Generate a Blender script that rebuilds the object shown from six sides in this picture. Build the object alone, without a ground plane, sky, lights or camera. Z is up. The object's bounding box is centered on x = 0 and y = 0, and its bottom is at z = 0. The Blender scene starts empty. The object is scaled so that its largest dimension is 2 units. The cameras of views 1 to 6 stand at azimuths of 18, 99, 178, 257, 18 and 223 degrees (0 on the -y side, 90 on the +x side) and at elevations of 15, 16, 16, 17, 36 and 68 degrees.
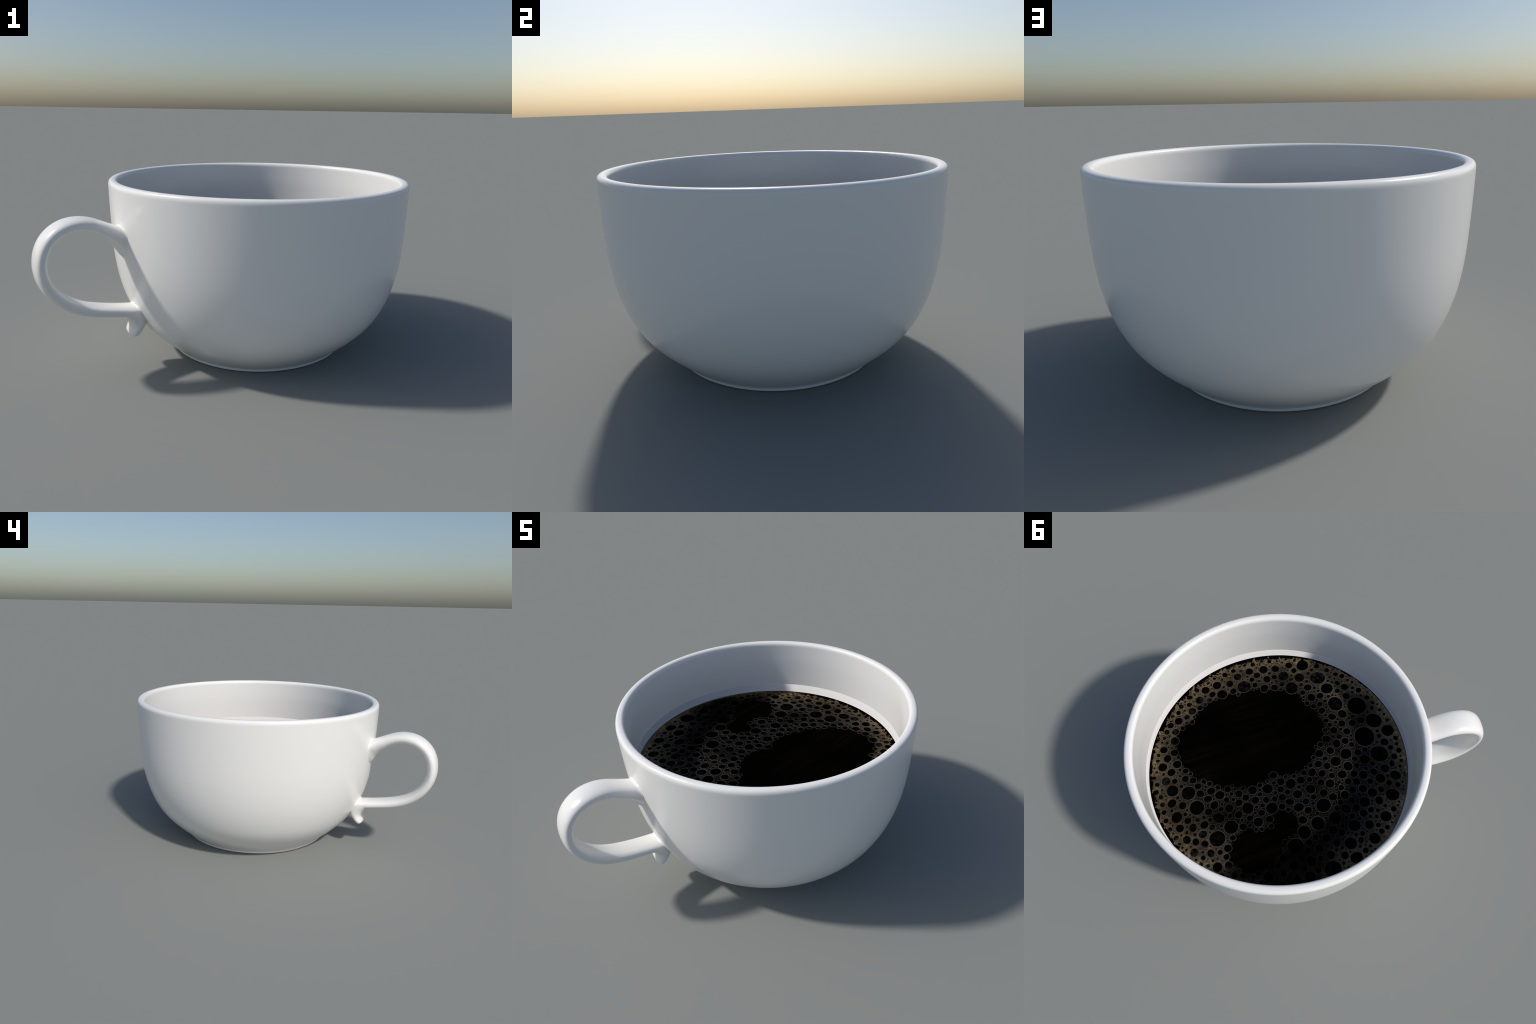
import bpy, bmesh, math, random
import numpy as np
from mathutils import Vector

random.seed(7)
rng = np.random.default_rng(7)

# ------------------------------------------------------------------ sizes
CX, CY = 0.0, 0.0938          # cup axis
HEIGHT = 1.05
WALL = 0.0465
COFFEE_Z = 0.639
COFFEE_R = 0.844
HANDLE_AZ = math.radians(-38.8)   # 0 = -y axis


def spline(knots, values, x):
    """natural cubic spline through (knots, values)"""
    k, y, x = map(lambda a: np.asarray(a, float), (knots, values, x))
    n = len(k)
    h = np.diff(k)
    A = np.eye(n)
    b = np.zeros(n)
    for i in range(1, n - 1):
        A[i, i - 1], A[i, i], A[i, i + 1] = h[i - 1], 2 * (h[i - 1] + h[i]), h[i]
        b[i] = 6 * ((y[i + 1] - y[i]) / h[i] - (y[i] - y[i - 1]) / h[i - 1])
    m = np.linalg.solve(A, b)
    i = np.clip(np.searchsorted(k, x) - 1, 0, n - 2)
    t, H = x - k[i], h[i]
    return (y[i] + t * ((y[i + 1] - y[i]) / H - H * (2 * m[i] + m[i + 1]) / 6)
            + t * t * m[i] / 2 + t ** 3 * (m[i + 1] - m[i]) / (6 * H))


# outer silhouette of the bowl: radius at heights
BODY_Z = [0.04, 0.09, 0.15, 0.22, 0.30, 0.40, 0.50, 0.62, 0.75, 0.90, 1.06]
BODY_R = [0.5890, 0.6468, 0.7098, 0.7678, 0.8127, 0.8509, 0.8752, 0.8915, 0.8992, 0.9036, 0.9060]


def body_r(z):
    return spline(BODY_Z, BODY_R, z)


# ------------------------------------------------------------------ helpers
def link(name, mesh, parent=None, smooth=True):
    ob = bpy.data.objects.new(name, mesh)
    bpy.context.scene.collection.objects.link(ob)
    if parent is not None:
        ob.parent = parent
    if smooth and mesh is not None:
        mesh.polygons.foreach_set("use_smooth", [True] * len(mesh.polygons))
    return ob


def lathe(name, profile, seg=256, closed=False):
    """revolve (r, z) points about the cup axis; end points with r = 0 become poles"""
    th = np.arange(seg) * 2 * math.pi / seg
    verts, rings = [], []
    for r, z in profile:
        if r < 1e-6:
            rings.append([len(verts)])
            verts.append((CX, CY, z))
        else:
            s = len(verts)
            verts += [(CX + r * math.cos(a), CY + r * math.sin(a), z) for a in th]
            rings.append(list(range(s, s + seg)))
    faces = []
    pairs = list(zip(rings[:-1], rings[1:]))
    if closed:
        pairs.append((rings[-1], rings[0]))
    for A, B in pairs:
        for i in range(seg):
            j = (i + 1) % seg
            if len(A) == 1:
                faces.append((A[0], B[j], B[i]))
            elif len(B) == 1:
                faces.append((A[i], A[j], B[0]))
            else:
                faces.append((A[i], A[j], B[j], B[i]))
    me = bpy.data.meshes.new(name)
    me.from_pydata(verts, [], faces)
    bm = bmesh.new()
    bm.from_mesh(me)
    bmesh.ops.recalc_face_normals(bm, faces=bm.faces)
    bm.to_mesh(me)
    bm.free()
    return me


class Nodes:
    def __init__(self, name):
        self.mat = bpy.data.materials.new(name)
        self.mat.use_nodes = True
        self.nt = self.mat.node_tree
        self.nt.nodes.clear()
        out = self.new("ShaderNodeOutputMaterial")
        self.bsdf = self.new("ShaderNodeBsdfPrincipled")
        self.nt.links.new(self.bsdf.outputs[0], out.inputs[0])

    def new(self, kind, **props):
        n = self.nt.nodes.new(kind)
        for k, v in props.items():
            setattr(n, k, v)
        return n

    def put(self, sock, val):
        if isinstance(val, bpy.types.NodeSocket):
            self.nt.links.new(val, sock)
        else:
            sock.default_value = val

    def math(self, op, a, b=0.0, clamp=False):
        n = self.new("ShaderNodeMath", operation=op, use_clamp=clamp)
        self.put(n.inputs[0], a)
        self.put(n.inputs[1], b)
        return n.outputs[0]

    def ramp(self, fac, stops):
        n = self.new("ShaderNodeValToRGB")
        el = n.color_ramp.elements
        while len(el) < len(stops):
            el.new(0.5)
        for e, (p, c) in zip(el, stops):
            e.position = p
            e.color = (c, c, c, 1) if isinstance(c, (int, float)) else (*c, 1)
        self.put(n.inputs[0], fac)
        return n.outputs[0]

    def mix(self, fac, a, b, mode='MIX'):
        n = self.new("ShaderNodeMix", data_type='RGBA', blend_type=mode)
        self.put(n.inputs[0], fac)
        for s, v in ((n.inputs[6], a), (n.inputs[7], b)):
            self.put(s, v if isinstance(v, bpy.types.NodeSocket) else (*v, 1))
        return n.outputs[2]

    def noise(self, vec, scale, detail=3, rough=0.55, dist=0.0):
        n = self.new("ShaderNodeTexNoise")
        n.inputs["Scale"].default_value = scale
        n.inputs["Detail"].default_value = detail
        n.inputs["Roughness"].default_value = rough
        n.inputs["Distortion"].default_value = dist
        self.put(n.inputs["Vector"], vec)
        return n.outputs["Fac"]

    def mapping(self, vec, loc=(0, 0, 0), rot=(0, 0, 0), scale=(1, 1, 1), kind='POINT'):
        n = self.new("ShaderNodeMapping", vector_type=kind)
        n.inputs["Location"].default_value = loc
        n.inputs["Rotation"].default_value = rot
        n.inputs["Scale"].default_value = scale
        self.put(n.inputs["Vector"], vec)
        return n.outputs[0]

    def position(self):
        return self.new("ShaderNodeNewGeometry").outputs["Position"]

    def radial(self, pos):
        """distance from the cup axis divided by the coffee radius"""
        v = self.mapping(pos, loc=(-CX / COFFEE_R, -CY / COFFEE_R, 0),
                         scale=(1 / COFFEE_R, 1 / COFFEE_R, 0))
        n = self.new("ShaderNodeVectorMath", operation='LENGTH')
        self.put(n.inputs[0], v)
        return n.outputs["Value"]

    def set(self, **kw):
        for k, v in kw.items():
            self.put(self.bsdf.inputs[k.replace("_", " ")], v)


# ------------------------------------------------------------------ materials
def ceramic(name='white_glazed_ceramic', rough=0.22, spec=0.5, tone=1.0):
    m = Nodes(name)
    tc = m.new("ShaderNodeTexCoord").outputs["Object"]
    f = m.noise(tc, 1.6, 3)
    col = m.mix(f, tuple(tone * c for c in (0.806, 0.798, 0.772)), tuple(tone * c for c in (0.824, 0.817, 0.793)))
    m.set(Base_Color=col, Roughness=rough)
    m.bsdf.inputs["Specular IOR Level"].default_value = spec
    return m.mat


def coffee_mat():
    m = Nodes("black_coffee")
    p = m.position()
    # faint brown streaks drawn out along one direction
    v = m.mapping(p, rot=(0, 0, math.radians(62)), scale=(0.5, 0.034, 1), kind='TEXTURE')
    s = m.noise(v, 1.0, 5, 0.62, 0.4)
    big = m.noise(p, 2.2, 2)
    fac = m.math('MULTIPLY', m.ramp(s, [(0.42, 0.0), (0.72, 1.0)]), m.ramp(big, [(0.35, 0.2), (0.65, 1.0)]))
    col = m.mix(fac, (0.0005, 0.0005, 0.0004), (0.0036, 0.0029, 0.0015))
    # tan scum clings to the edge on the handle side
    v = m.new("ShaderNodeVectorMath", operation='DOT_PRODUCT')
    m.put(v.inputs[0], p)
    v.inputs[1].default_value = (-0.80, 0.10, 0.0)
    side = m.ramp(v.outputs["Value"], [(0.05, 0.0), (0.45, 1.0)])
    ring = m.ramp(m.radial(p), [(0.955, 0.0), (0.985, 1.0)])
    col = m.mix(m.math('MULTIPLY', side, ring), col, (0.120, 0.094, 0.058))
    m.set(Base_Color=col, Roughness=0.65)
    m.bsdf.inputs["Specular IOR Level"].default_value = 0.0
    return m.mat


def foam_color(m, p, centre, dark=1.0):
    """tan near the cup wall, grey-brown towards the middle, patchy"""
    r = m.radial(p)
    n1 = m.noise(p, 3.0, 3)
    rr = m.math('ADD', r, m.math('MULTIPLY', m.math('SUBTRACT', n1, 0.5), 0.30))
    tone = m.ramp(rr, [(0.30, tuple(c * centre for c in (0.022, 0.0207, 0.0190))),
                       (0.68, tuple(c * centre for c in (0.029, 0.0262, 0.0220))),
                       (0.86, (0.066, 0.053, 0.036)), (0.99, (0.140, 0.104, 0.060))])
    # the froth is nearly clear around one broad spot and in scattered patches
    v = m.new("ShaderNodeVectorMath", operation='DISTANCE')
    m.put(v.inputs[0], m.mapping(p, scale=(1, 1, 0)))
    v.inputs[1].default_value = (CX - 0.43, CY + 0.47, 0.0)
    d = m.math('ADD', v.outputs["Value"], m.math('MULTIPLY', m.math('SUBTRACT', m.noise(p, 6.0, 3), 0.5), 0.30))
    tone = m.mix(1.0, tone, m.ramp(d, [(0.14, 0.20), (0.33, 1.0)]), 'MULTIPLY')
    tone = m.mix(1.0, tone, m.ramp(m.noise(p, 4.5, 2), [(0.36, 0.50), (0.56, 1.12)]), 'MULTIPLY')
    # foam colour lightened towards the handle, to stay visible inside the wall's shadow
    v = m.new("ShaderNodeVectorMath", operation='DOT_PRODUCT')
    m.put(v.inputs[0], p)
    v.inputs[1].default_value = (-0.62, -0.78, 0.0)
    tone = m.mix(1.0, tone, m.ramp(v.outputs["Value"], [(0.10, 0.5), (0.62, 1.0)]), 'MULTIPLY')
    tone = m.mix(1.0, tone, (2.0, 2.0, 2.0), 'MULTIPLY')
    grain = m.noise(p, 70, 4, 0.7)
    tone = m.mix(1.0, tone, m.ramp(grain, [(0.3, 0.55 * dark), (0.7, 1.25 * dark)]), 'MULTIPLY')
    return tone


def foam_mat():
    m = Nodes("tan_coffee_foam")
    p = m.position()
    tone = foam_color(m, p, 0.38)
    # micro bubbles: small dark cells with lighter walls
    vo = m.new("ShaderNodeTexVoronoi", feature='F1')
    vo.inputs["Scale"].default_value = 95
    m.put(vo.inputs["Vector"], p)
    pits = m.ramp(vo.outputs["Distance"], [(0.16, 0.30), (0.42, 1.0)])
    sel = m.ramp(m.noise(p, 16, 2), [(0.45, 0.0), (0.62, 1.0)])
    pit = m.mix(sel, (1, 1, 1), pits)
    col = m.mix(1.0, tone, pit, 'MULTIPLY')
    # lumps of paler froth and dark broken flecks, mostly out by the wall
    r = m.radial(p)
    outer = m.ramp(r, [(0.70, 0.0), (0.90, 1.0)])
    vl = m.new("ShaderNodeTexVoronoi", feature='F1')
    vl.inputs["Scale"].default_value = 34
    m.put(vl.inputs["Vector"], p)
    lump = m.ramp(vl.outputs["Distance"], [(0.10, 1.28), (0.55, 0.72)])
    col = m.mix(outer, col, m.mix(1.0, col, lump, 'MULTIPLY'))
    v = m.new("ShaderNodeVectorMath", operation='DOT_PRODUCT')
    m.put(v.inputs[0], p)
    v.inputs[1].default_value = (0.85, -0.20, 0.0)
    broken = m.math('MULTIPLY', m.ramp(v.outputs["Value"], [(0.30, 0.0), (0.62, 1.0)]), 0.11)
    fleck = m.ramp(m.math('SUBTRACT', m.noise(p, 34, 4, 0.62, 0.8), broken), [(0.30, 1.0), (0.36, 0.0)])
    col = m.mix(m.math('MULTIPLY', fleck, outer), col, (0.002, 0.002, 0.002))
    m.set(Base_Color=col, Roughness=0.8)
    m.bsdf.inputs["Specular IOR Level"].default_value = 0.0
    return m.mat


def wall_mat():
    m = Nodes("bubble_wall_foam")
    p = m.position()
    col = foam_color(m, p, 1.45, 1.1)
    m.set(Base_Color=col, Roughness=0.7)
    m.bsdf.inputs["Specular IOR Level"].default_value = 0.05
    return m.mat


def skin_mat():
    m = Nodes("dark_bubble_film")
    p = m.position()
    rnd = m.new("ShaderNodeObjectInfo").outputs["Random"]
    n = m.noise(p, 38, 3, 0.6)
    r = m.radial(p)
    veil = m.math('MULTIPLY', m.ramp(n, [(0.42, 0.0), (0.75, 1.0)]), m.ramp(r, [(0.62, 0.0), (0.92, 1.0)]))
    veil = m.math('MULTIPLY', veil, m.ramp(rnd, [(0.45, 0.05), (0.95, 1.0)]))
    col = m.mix(veil, (0.0009, 0.0008, 0.0007), (0.022, 0.021, 0.022))
    m.set(Base_Color=col, Roughness=0.5)
    m.bsdf.inputs["Specular IOR Level"].default_value = 0.0
    return m.mat


CERAMIC, COFFEE, FOAM, WALLM, SKIN = ceramic(), coffee_mat(), foam_mat(), wall_mat(), skin_mat()

# ------------------------------------------------------------------ the thing
cup = bpy.data.objects.new("cup_of_coffee", None)
bpy.context.scene.collection.objects.link(cup)
cup.location = (0, 0, 0)
cup["label"] = "wide white ceramic cup filled with black foamy coffee"
cup["category"] = "coffee cup"


# ---- bowl with rolled rim
def wall_t(z):
    """wall thickness: a little thicker at the lip and towards the bottom"""
    return WALL + 0.0068 * min(1.0, max(0.0, (z - 0.70) / 0.20)) + 0.012 * max(0.0, (0.45 - z) / 0.35)


def cup_profile():
    prof = [(0.0, 0.022), (0.30, 0.021), (0.52, 0.018), (0.550, 0.018)]
    zs = np.concatenate([np.linspace(0.022, 0.30, 34), np.linspace(0.32, 1.016, 44)])
    prof += [(float(body_r(z)), float(z)) for z in zs]
    z0 = 1.020
    r_out, r_in = float(body_r(z0)), float(body_r(z0)) - wall_t(z0)
    rc, rt = (r_out + r_in) / 2, (r_out - r_in) / 2
    for a in np.radians(np.arange(0, 181, 7.5)):
        c, q = math.cos(a), math.sin(a)
        prof.append((rc + rt * math.copysign(abs(c) ** 0.80, c), z0 + (HEIGHT - z0) * abs(q) ** 0.84))
    for z in np.concatenate([np.linspace(1.014, 0.45, 34), np.linspace(0.43, 0.13, 24)]):
        t = wall_t(z)
        prof.append((float(body_r(z)) - t, float(z)))
    for a in np.radians(np.arange(15, 91, 15)):
        prof.append((0.56 + 0.07 * math.cos(a) ** 0.8 * 0.7, 0.13 - 0.055 * math.sin(a)))
    prof += [(0.40, 0.073), (0.20, 0.072), (0.0, 0.072)]
    return prof


body = link("cup_body", lathe("cup_body", cup_profile(), 320), cup)
body.data.materials.append(CERAMIC)

# ---- foot ring
foot_prof = [(0.500, 0.030), (0.502, 0.010), (0.508, 0.002), (0.516, 0.0), (0.550, 0.0), (0.5560, 0.0010),
             (0.5600, 0.0035), (0.5618, 0.0075), (0.5622, 0.0135), (0.5626, 0.0180), (0.5634, 0.0215), (0.5655, 0.0245),
             (0.5700, 0.0275), (0.560, 0.036), (0.515, 0.034)]
foot = link("foot_ring", lathe("foot_ring", foot_prof, 256, closed=True), cup)
foot.data.materials.append(CERAMIC)


# ---- handle: flattened loop with a spur under the lower joint
D = np.array([math.sin(HANDLE_AZ), -math.cos(HANDLE_AZ), 0.0])
W = np.array([math.cos(HANDLE_AZ), math.sin(HANDLE_AZ), 0.0])
UP = np.array([0.0, 0.0, 1.0])
AXIS = np.array([CX, CY, 0.0])


def loft(path, thick, wide, under, n=140, m=44, power=2.35):
    """tube in the handle plane; path = (rho, z) control points, thick/under/wide = half sizes
    above, below and across; the end sections stand parallel to the cup wall"""
    path = np.array(path, float)
    L = np.r_[0, np.cumsum(np.hypot(*np.diff(path, axis=0).T))]
    s = np.linspace(0, L[-1], n)
    C = np.stack([spline(L, path[:, 0], s), spline(L, path[:, 1], s)], 1)
    a, b, low = np.interp(s, L, thick), np.interp(s, L, wide), np.interp(s, L, under)
    ker = np.ones(5) / 5
    a, b, low = (np.convolve(np.r_[[v[0]] * 2, v, [v[-1]] * 2], ker, 'valid') for v in (a, b, low))
    T = np.gradient(C, axis=0)
    T /= np.linalg.norm(T, axis=1)[:, None]
    for i in range(n):
        w = max(0.0, 1 - s[i] / 0.10, 1 - (L[-1] - s[i]) / 0.06)
        w = w * w * (3 - 2 * w)
        v = (1 - w) * T[i] + w * np.array([1.0 if T[i, 0] > 0 else -1.0, 0])
        T[i] = v / np.linalg.norm(v)
    th = np.linspace(0, 2 * math.pi, m, endpoint=False)
    cs = np.sign(np.cos(th)) * np.abs(np.cos(th)) ** (2 / power)
    sn = np.sign(np.sin(th)) * np.abs(np.sin(th)) ** (2 / power)
    verts, faces = [], []
    for i in range(n):
        c3 = AXIS + C[i, 0] * D + C[i, 1] * UP
        N3 = -T[i, 1] * D + T[i, 0] * UP
        for k in range(m):
            if math.cos(th[k]) >= 0:
                verts.append(tuple(c3 + N3 * a[i] * cs[k] + W * b[i] * sn[k]))
            else:
                # a deep underside is keel shaped
                e = 2 / (power - 0.85 * min(1.0, max(0.0, (low[i] / a[i] - 1) / 0.8)))
                c, q = math.cos(th[k]), math.sin(th[k])
                verts.append(tuple(c3 - N3 * low[i] * abs(c) ** e + W * b[i] * math.copysign(abs(q) ** e, q)))
    for i in range(n - 1):
        for k in range(m):
            l = (k + 1) % m
            faces.append((i * m + k, i * m + l, (i + 1) * m + l, (i + 1) * m + k))
    faces.append(tuple(range(m))[::-1])
    faces.append(tuple(range((n - 1) * m, n * m)))
    return verts, faces


loop_path = [(0.872, 0.761), (0.900, 0.776), (0.910, 0.781), (0.920, 0.786), (0.935, 0.7935), (0.950, 0.801),
             (0.985, 0.8185), (1.020, 0.8365), (1.08, 0.859), (1.19, 0.857), (1.288, 0.790), (1.328, 0.683),
             (1.317, 0.585), (1.268, 0.499), (1.183, 0.426), (1.072, 0.381), (0.980, 0.360), (0.930, 0.350),
             (0.860, 0.338), (0.806, 0.329)]
loop_thick = [0.0480, 0.0465, 0.0460, 0.0455, 0.0445, 0.0430, 0.0410, 0.0390, 0.0372, 0.0362, 0.0340, 0.0330, 0.0338,
              0.0348, 0.0348, 0.0332, 0.0320, 0.0320, 0.033, 0.034]
# underside drops into a long fillet at the upper root
loop_under = [0.120, 0.1140, 0.0840, 0.0690, 0.0570, 0.0490, 0.0420, 0.0390] + loop_thick[8:]
loop_wide = [0.094, 0.0905, 0.0865, 0.0845, 0.083, 0.082, 0.082, 0.082, 0.082, 0.083, 0.082, 0.080, 0.080,
             0.082, 0.082, 0.080, 0.078, 0.078, 0.078, 0.078]
v1, f1 = loft(loop_path, loop_thick, loop_wide, under=loop_under, n=220)

# spur: level slices (height, inner edge, outer edge, half width), curling out to a blunt lip
SLICES = [(0.352, 0.812, 0.955, 0.078), (0.336, 0.802, 0.938, 0.079), (0.320, 0.793, 0.918, 0.080),
          (0.306, 0.785, 0.901, 0.080), (0.286, 0.780, 0.885, 0.080), (0.266, 0.785, 0.874, 0.080),
          (0.248, 0.796, 0.870, 0.080), (0.230, 0.810, 0.876, 0.079), (0.214, 0.822, 0.882, 0.076),
          (0.204, 0.833, 0.883, 0.071), (0.195, 0.842, 0.879, 0.062), (0.188, 0.851, 0.872, 0.046)]


def spur_mesh(m=44, power=2.5, fine=60):
    S = np.array(SLICES)
    t = np.linspace(0, len(S) - 1, fine)
    k = np.arange(len(S))
    z, ri, ro, b = (spline(k, S[:, c], t) for c in range(4))
    th = np.linspace(0, 2 * math.pi, m, endpoint=False)
    cs = np.sign(np.cos(th)) * np.abs(np.cos(th)) ** (2 / power)
    sn = np.sign(np.sin(th)) * np.abs(np.sin(th)) ** (2 / power)
    verts = [tuple(AXIS + D * ((ri[i] + ro[i]) / 2 + (ro[i] - ri[i]) / 2 * cs[q]) + W * b[i] * sn[q] + UP * z[i])
             for i in range(fine) for q in range(m)]
    faces = [(i * m + q, i * m + (q + 1) % m, (i + 1) * m + (q + 1) % m, (i + 1) * m + q)
             for i in range(fine - 1) for q in range(m)]
    faces += [tuple(range(m))[::-1], tuple(range((fine - 1) * m, fine * m))]
    return verts, faces


v2, f2 = spur_mesh()
hm = bpy.data.meshes.new("handle")
hm.from_pydata(v1 + v2, [], f1 + [tuple(i + len(v1) for i in f) for f in f2])
bm = bmesh.new()
bm.from_mesh(hm)
bmesh.ops.recalc_face_normals(bm, faces=bm.faces)
bm.to_mesh(hm)
bm.free()
handle = link("handle", hm, cup)
mod = handle.modifiers.new("weld", 'REMESH')
mod.mode, mod.voxel_size = 'VOXEL', 0.006
mod = handle.modifiers.new("fillet", 'SMOOTH')
mod.factor, mod.iterations = 0.5, 6
dg = bpy.context.evaluated_depsgraph_get()
hm2 = bpy.data.meshes.new_from_object(handle.evaluated_get(dg))
handle.modifiers.clear()
handle.data = hm2
hm2.name = "handle"
hm2.polygons.foreach_set("use_smooth", [True] * len(hm2.polygons))
# fillets: near the cup wall push the strap surface out along the wall
co = np.empty(len(hm2.vertices) * 3)
no = np.empty(len(hm2.vertices) * 3)
hm2.vertices.foreach_get("co", co)
hm2.vertices.foreach_get("normal", no)
co, no = co.reshape(-1, 3), no.reshape(-1, 3)
rad = np.hypot(co[:, 0] - CX, co[:, 1] - CY)
slope = (body_r(co[:, 2] + 0.01) - body_r(co[:, 2] - 0.01)) / 0.02
gap = np.clip((rad - body_r(co[:, 2])) / np.sqrt(1 + slope ** 2), 0, None)
wall_n = np.stack([(co[:, 0] - CX) / rad, (co[:, 1] - CY) / rad, -slope], 1)
wall_n /= np.linalg.norm(wall_n, axis=1)[:, None]
tang = no - wall_n * (no * wall_n).sum(1)[:, None]
tang /= np.maximum(np.linalg.norm(tang, axis=1)[:, None], 0.35)
down = np.clip(-no[:, 2], 0, 1) ** 1.7
F = np.where(co[:, 2] > 0.55, 0.013 * (1 - down), 0.012 * np.clip((co[:, 2] - 0.25) / 0.05, 0, 1) * (1 - down))
q = np.clip(1 - gap / np.maximum(F, 1e-6), 0, 1)
push = F * (1 - np.sqrt(1 - q * q * 0.98))
co = co + tang * push[:, None] * (rad > 0.80)[:, None]
hm2.vertices.foreach_set("co", co.ravel())
hm2.polygons.foreach_set("use_smooth", [True] * len(hm2.polygons))
hm2.materials.clear()
hm2.materials.append(CERAMIC)

# ------------------------------------------------------------------ coffee
WATERLINE = 0.655      # the coffee clings to the wall a little above its level


def lift(r):
    """meniscus: how far the liquid stands above its level at radius r"""
    return np.interp(r, [0.775, 0.800, 0.818, 0.830, 0.838, 0.8444], [0.0, 0.0012, 0.0040, 0.0075, 0.0115, 0.0160])


coffee_prof = [(0.0, COFFEE_Z), (0.3, COFFEE_Z), (0.6, COFFEE_Z)]
coffee_prof += [(float(r), COFFEE_Z + float(lift(r))) for r in np.linspace(0.76, 0.8444, 26)]
coffee_prof += [(0.8466, WATERLINE), (0.842, COFFEE_Z - 0.06), (0.5, COFFEE_Z - 0.065), (0.0, COFFEE_Z - 0.065)]
cme = lathe("coffee", coffee_prof, 256)
coffee = link("coffee", cme, cup, smooth=False)
cme.materials.append(COFFEE)

# ---- pale strip on the wall just above the coffee, its normals bent upwards
BAND_TOP = 0.713
WR = 0.8444
bp = [(WR + 0.0003, WATERLINE - 0.001), (WR + 0.0010, 0.672), (WR + 0.0020, 0.690),
      (float(body_r(BAND_TOP)) - wall_t(BAND_TOP) - 0.0012, BAND_TOP),
      (float(body_r(BAND_TOP)) - wall_t(BAND_TOP) + 0.006, BAND_TOP + 0.0003), (WR + 0.008, WATERLINE - 0.001)]
bme = lathe("pale_wall_band", bp, 256, closed=True)
band = link("pale_wall_band", bme, cup)
bme.materials.append(ceramic('ceramic_dimmed_for_sun', 0.5, 0.2, 0.9))  # base colour darkened because the sunlit stretch came out too bright
nrm = []
for v in bme.vertices:
    d = Vector((CX - v.co.x, CY - v.co.y, 0)).normalized()
    nrm.append((d * 0.25 + Vector((0, 0, 1))).normalized())
bme.normals_split_custom_set_from_vertices(nrm)


# ---- foam: packed bubbles in a thin film, with open black pools
# large bubbles placed by eye: (x, y, radius) from the cup axis
LARGE = [(-0.115, -0.68, 0.070), (-0.301, -0.53, 0.074), (-0.452, -0.494, 0.062), (-0.273, -0.666, 0.058),
         (0.23, -0.673, 0.055), (0.005, -0.594, 0.056), (-0.712, 0.299, 0.056), (-0.051, 0.629, 0.054),
         (-0.447, 0.342, 0.054), (0.571, -0.278, 0.050), (0.314, -0.49, 0.049), (0.377, -0.678, 0.045),
         (0.188, 0.571, 0.051), (-0.406, 0.024, 0.050), (0.3, 0.537, 0.049), (-0.064, 0.518, 0.048),
         (-0.456, 0.139, 0.047), (-0.429, 0.239, 0.046), (0.127, -0.65, 0.045), (-0.389, -0.668, 0.045),
         (-0.692, -0.324, 0.045), (-0.578, 0.507, 0.045), (-0.516, 0.041, 0.044), (-0.774, 0.149, 0.040),
         (-0.287, -0.349, 0.041), (0.387, 0.594, 0.041), (-0.057, 0.358, 0.041), (-0.172, 0.256, 0.041),
         (-0.783, -0.021, 0.038), (-0.691, 0.102, 0.041), (0.421, -0.526, 0.040), (-0.638, -0.002, 0.040),
         (0.644, -0.133, 0.038), (0.328, -0.59, 0.038), (-0.27, -0.262, 0.038), (0.238, 0.701, 0.038),
         (0.036, 0.527, 0.038), (-0.747, -0.181, 0.038), (-0.153, 0.053, 0.037), (-0.639, 0.426, 0.037),
         (0.721, -0.16, 0.034), (-0.404, -0.399, 0.036), (-0.064, 0.177, 0.036), (-0.626, -0.444, 0.036),
         (-0.59, -0.167, 0.036), (0.563, -0.471, 0.035), (-0.353, -0.289, 0.035), (-0.448, 0.592, 0.035),
         (-0.272, -0.005, 0.035), (-0.297, 0.139, 0.035), (-0.176, 0.756, 0.034), (-0.586, -0.249, 0.034),
         (0.73, 0.005, 0.033), (0.632, 0.336, 0.033), (0.456, -0.362, 0.033), (0.555, 0.522, 0.033),
         (0.754, -0.079, 0.032), (0.491, -0.429, 0.030), (0.232, -0.567, 0.030), (-0.194, -0.366, 0.032),
         (0.467, 0.576, 0.032), (0.328, 0.656, 0.032), (-0.006, 0.786, 0.030), (0.661, -0.307, 0.031),
         (-0.205, -0.1, 0.031), (0.705, 0.099, 0.030), (-0.042, -0.502, 0.030), (0.117, 0.484, 0.030)]

# open pools: soft unions of discs (x, y, radius)
POOL = [(0.40, 0.17, 0.250), (0.21, 0.09, 0.230), (0.085, -0.13, 0.232), (0.105, -0.27, 0.212), (0.24, -0.27, 0.205),
        (0.33, -0.18, 0.222), (0.43, 0.0, 0.240), (0.50, 0.22, 0.168), (0.35, 0.28, 0.152), (0.24, 0.28, 0.115),
        (0.50, 0.06, 0.172), (-0.265, 0.53, 0.142), (-0.300, 0.415, 0.098), (-0.290, 0.275, 0.090),
        (-0.330, 0.34, 0.050)]


def wobble(x, y, k=9.0, seed=0.0):
    return (np.sin(k * x + 1.3 + seed) * np.cos(k * 0.83 * y - 0.7 + seed) + 0.6 * np.sin(2.3 * k * y + 2.1 * seed)
            * np.cos(1.9 * k * x + 0.4) + 0.4 * np.sin(4.1 * k * x + 3.3 * k * y + seed)) / 2.0


def pool_dist(x, y):
    """signed distance to the nearest pool edge, positive on the foam"""
    d = np.full(np.shape(x), 9.0)
    for px, py, pr in POOL:
        d = np.minimum(d, np.hypot(x - px, y - py) - pr)
    return d + 0.018 * wobble(x, y, 13.0)


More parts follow.
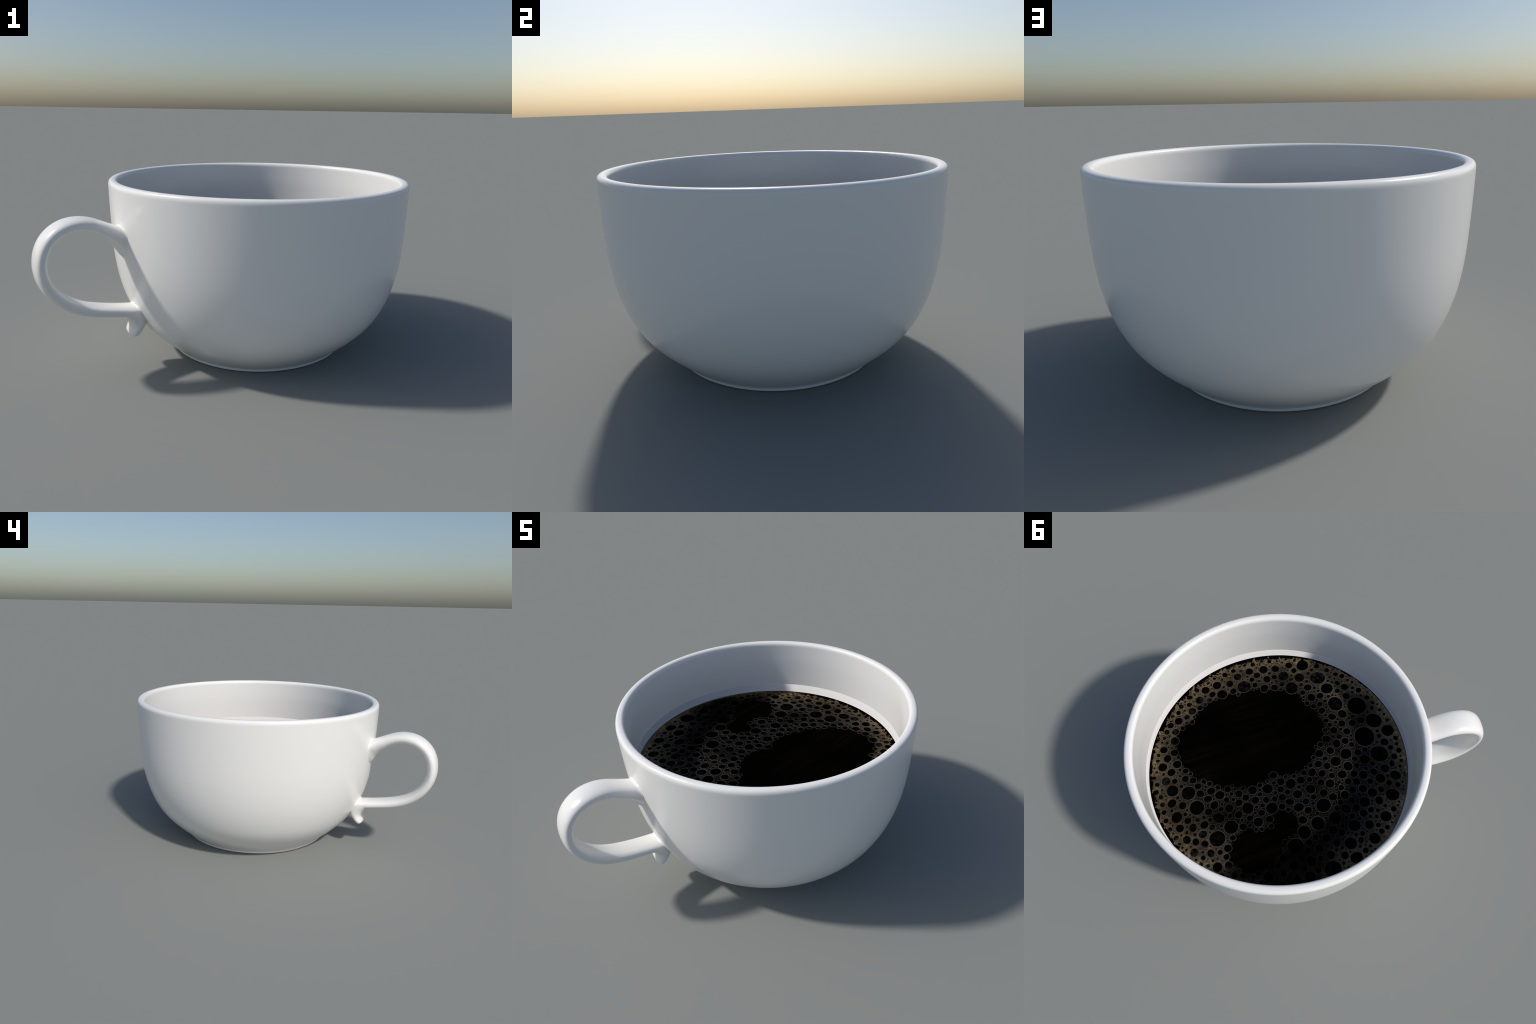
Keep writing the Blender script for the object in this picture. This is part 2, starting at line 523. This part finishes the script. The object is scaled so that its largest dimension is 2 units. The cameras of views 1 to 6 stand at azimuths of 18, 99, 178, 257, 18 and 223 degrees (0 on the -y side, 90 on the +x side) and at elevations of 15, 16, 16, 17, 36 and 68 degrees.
EDGE = 0.836
bx, by, br = (list(t) for t in zip(*[(x + 0.005, y - 0.006, r) for x, y, r in LARGE if math.hypot(x, y) + r < EDGE + 0.004]))
cells = {}
CS = 0.09


def add_cell(i):
    cells.setdefault((int(bx[i] // CS), int(by[i] // CS)), []).append(i)


for i in range(len(bx)):
    add_cell(i)


def clearance(x, y):
    cx, cy = int(x // CS), int(y // CS)
    m = 0.12
    for i in range(cx - 2, cx + 3):
        for j in range(cy - 2, cy + 3):
            for k in cells.get((i, j), ()):
                m = min(m, math.hypot(x - bx[k], y - by[k]) - br[k])
    return m


stages = [(0.037, 0.026, 1500), (0.031, 0.021, 7000), (0.024, 0.016, 9000), (0.020, 0.011, 16000), (0.012, 0.0068, 22000),
          (0.0072, 0.0042, 26000)]
for rmax, rmin, tries in stages:
    R = EDGE * np.sqrt(rng.random(tries))
    A = rng.random(tries) * 2 * math.pi
    X, Y = R * np.cos(A), R * np.sin(A)
    PD = pool_dist(X, Y)
    U = rng.random(tries)
    for x, y, pd, u, rad in zip(X, Y, PD, U, R):
        # bubbles stand partly over the pool edge, so the edge is scalloped
        if pd < -0.002:
            continue
        rim = (EDGE - rad)
        lim = rmax if rim > 0.10 else rmax * (0.45 + 0.5 * rim / 0.10)
        if rim < 0.012 or (rim < 0.07 and u < 0.35):
            continue
        gap = 0.0008 + 0.007 * max(0.0, 1 - rim / 0.26) ** 1.3
        r = min(clearance(x, y) - gap, lim * (0.72 + 0.28 * u), rim - 0.004, max(0.02, pd + 0.012))
        if r >= rmin * (1.0 if rim > 0.05 else 0.75):
            bx.append(x)
            by.append(y)
            br.append(float(r))
            add_cell(len(bx) - 1)
bx, by, br = map(np.array, (bx, by, br))
order = np.argsort(-br)
bx, by, br = bx[order], by[order], br[order]


def bubble_geom(ring, dome, seg, detail):
    """unit bubble: dark domed film inside a raised foam wall; ring = wall width / radius"""
    ri = 1 - ring
    prof = [(0.0, dome)]
    for q in np.linspace(0, 1, detail + 2)[1:]:
        prof.append((ri * q, dome * (1 - q ** 2) + 0.10 * dome))
    nskin = len(prof)
    prof += [(1 - ring * 0.80, ring * 0.55), (1 - ring * 0.45, ring * 0.72), (1 - ring * 0.12, ring * 0.45),
             (1.0, -ring * 0.3)]
    th = np.arange(seg) * 2 * math.pi / seg
    verts = [(0, 0, prof[0][1])]
    faces, mats = [], []
    for r, z in prof[1:]:
        verts += [(r * math.cos(a), r * math.sin(a), z) for a in th]
    for i in range(seg):
        faces.append((0, 1 + i, 1 + (i + 1) % seg))
        mats.append(0)
    for k in range(len(prof) - 2):
        for i in range(seg):
            j = (i + 1) % seg
            a, b = 1 + k * seg, 1 + (k + 1) * seg
            faces.append((a + i, b + i, b + j, a + j))
            mats.append(0 if k + 2 <= nskin - 1 else 1)
    return np.array(verts, float), faces, mats


def bubble_mesh(name, ring, dome, seg=40, detail=4):
    v, f, m = bubble_geom(ring, dome, seg, detail)
    me = bpy.data.meshes.new(name)
    me.from_pydata([tuple(p) for p in v], [], f)
    me.materials.append(SKIN)
    me.materials.append(WALLM)
    me.polygons.foreach_set("material_index", m)
    me.polygons.foreach_set("use_smooth", [True] * len(f))
    return me


NAMED = 300
classes = [(0.036, bubble_mesh("bubble_wide", 0.075, 0.05)), (0.024, bubble_mesh("bubble_mid", 0.115, 0.06)),
           (0.0, bubble_mesh("bubble_narrow", 0.16, 0.08))]
for k in range(min(NAMED, len(bx))):
    me = next(m for lim, m in classes if br[k] >= lim)
    ob = bpy.data.objects.new("bubble", me)
    bpy.context.scene.collection.objects.link(ob)
    ob.parent = coffee
    ob.location = (CX + bx[k], CY + by[k], COFFEE_Z + 0.0008 + float(lift(math.hypot(bx[k], by[k]))))
    sq = 1 + rng.normal(0, 0.045)
    ob.scale = (br[k] * sq, br[k] / sq, min(br[k], 0.03))
    ob.rotation_euler = (0, 0, rng.random() * 6.28)

sv, sf, sm = [], [], []
base_v, base_f, base_m = bubble_geom(0.22, 0.10, 14, 1)
off = 0
for k in range(NAMED, len(bx)):
    a, sq = rng.random() * 6.28, 1 + rng.normal(0, 0.07)
    P = base_v * [br[k] * sq, br[k] / sq, br[k]]
    P = np.c_[P[:, 0] * math.cos(a) - P[:, 1] * math.sin(a), P[:, 0] * math.sin(a) + P[:, 1] * math.cos(a), P[:, 2]]
    P += [CX + bx[k], CY + by[k], COFFEE_Z + 0.0009 + float(lift(math.hypot(bx[k], by[k])))]
    sv.append(P)
    sf += [tuple(i + off for i in f) for f in base_f]
    sm += base_m
    off += len(base_v)
sme = bpy.data.meshes.new("small_bubbles")
sme.from_pydata(np.concatenate(sv).tolist(), [], sf)
sme.materials.append(SKIN)
sme.materials.append(WALLM)
sme.polygons.foreach_set("material_index", sm)
small = link("small_bubbles", sme, coffee)
small["kind"] = "stuff"

# ---- foam film between the bubbles: height field that dips under the coffee where there is none
N = 470
g = np.linspace(-COFFEE_R, COFFEE_R, N)
GX, GY = np.meshgrid(g, g)
RAD = np.hypot(GX, GY)
inside = np.full(GX.shape, 9.0)          # distance to nearest bubble edge
step = g[1] - g[0]
for x, y, r in zip(bx, by, br):
    m = int((r + 0.02) / step) + 1
    i0, j0 = int(round((x + COFFEE_R) / step)), int(round((y + COFFEE_R) / step))
    sl = (slice(max(0, j0 - m), j0 + m + 1), slice(max(0, i0 - m), i0 + m + 1))
    inside[sl] = np.minimum(inside[sl], np.hypot(GX[sl] - x, GY[sl] - y) - r)
pool = pool_dist(GX, GY) + 0.004 * wobble(GX, GY, 70, 1.0)
# ragged outer margin: wide and broken on the far side from the handle, tight near it
ang = np.arctan2(GY, GX)
ragged = np.clip(0.5 + 0.75 * np.cos(ang - math.radians(20)), 0, 1)
margin = (COFFEE_R - 0.002) - RAD - ragged * (0.006 + 0.022 * (0.5 + wobble(GX, GY, 47, 2.0)) + 0.016 * wobble(GX, GY, 130, 3.0))
thin = 0.0006 + 0.0011 * wobble(GX, GY, 9, 4.0) + 0.0012 * wobble(GX, GY, 60, 5.0) + 0.004 * np.clip((RAD - 0.45) / 0.3, 0, 1)
h = np.minimum(np.minimum(thin, 0.25 * pool - 0.0012), 0.35 * margin)
h = np.minimum(h, 0.0017)
h = np.where(inside < 0, np.minimum(h, 0.0006 + 0.4 * inside), h)
h = np.clip(h, -0.0025, 0.0017)
keep = RAD < COFFEE_R - 0.0015
fv = np.stack([GX + CX, GY + CY, COFFEE_Z + h + lift(RAD)], -1)
quad = keep[:-1, :-1] & keep[1:, :-1] & keep[:-1, 1:] & keep[1:, 1:]
hmax = np.maximum(np.maximum(h[:-1, :-1], h[1:, :-1]), np.maximum(h[:-1, 1:], h[1:, 1:]))
quad &= hmax > -0.0003
jj, ii = np.nonzero(quad)
idx = np.stack([jj * N + ii, jj * N + ii + 1, (jj + 1) * N + ii + 1, (jj + 1) * N + ii], 1)
used, inv = np.unique(idx, return_inverse=True)
fme = bpy.data.meshes.new("foam_film")
fme.from_pydata(fv.reshape(-1, 3)[used].tolist(), [], inv.reshape(idx.shape).tolist())
fme.materials.append(FOAM)
film = link("foam_film", fme, coffee)
film["kind"] = "stuff"
print("bubbles", len(bx), "film faces", len(idx))
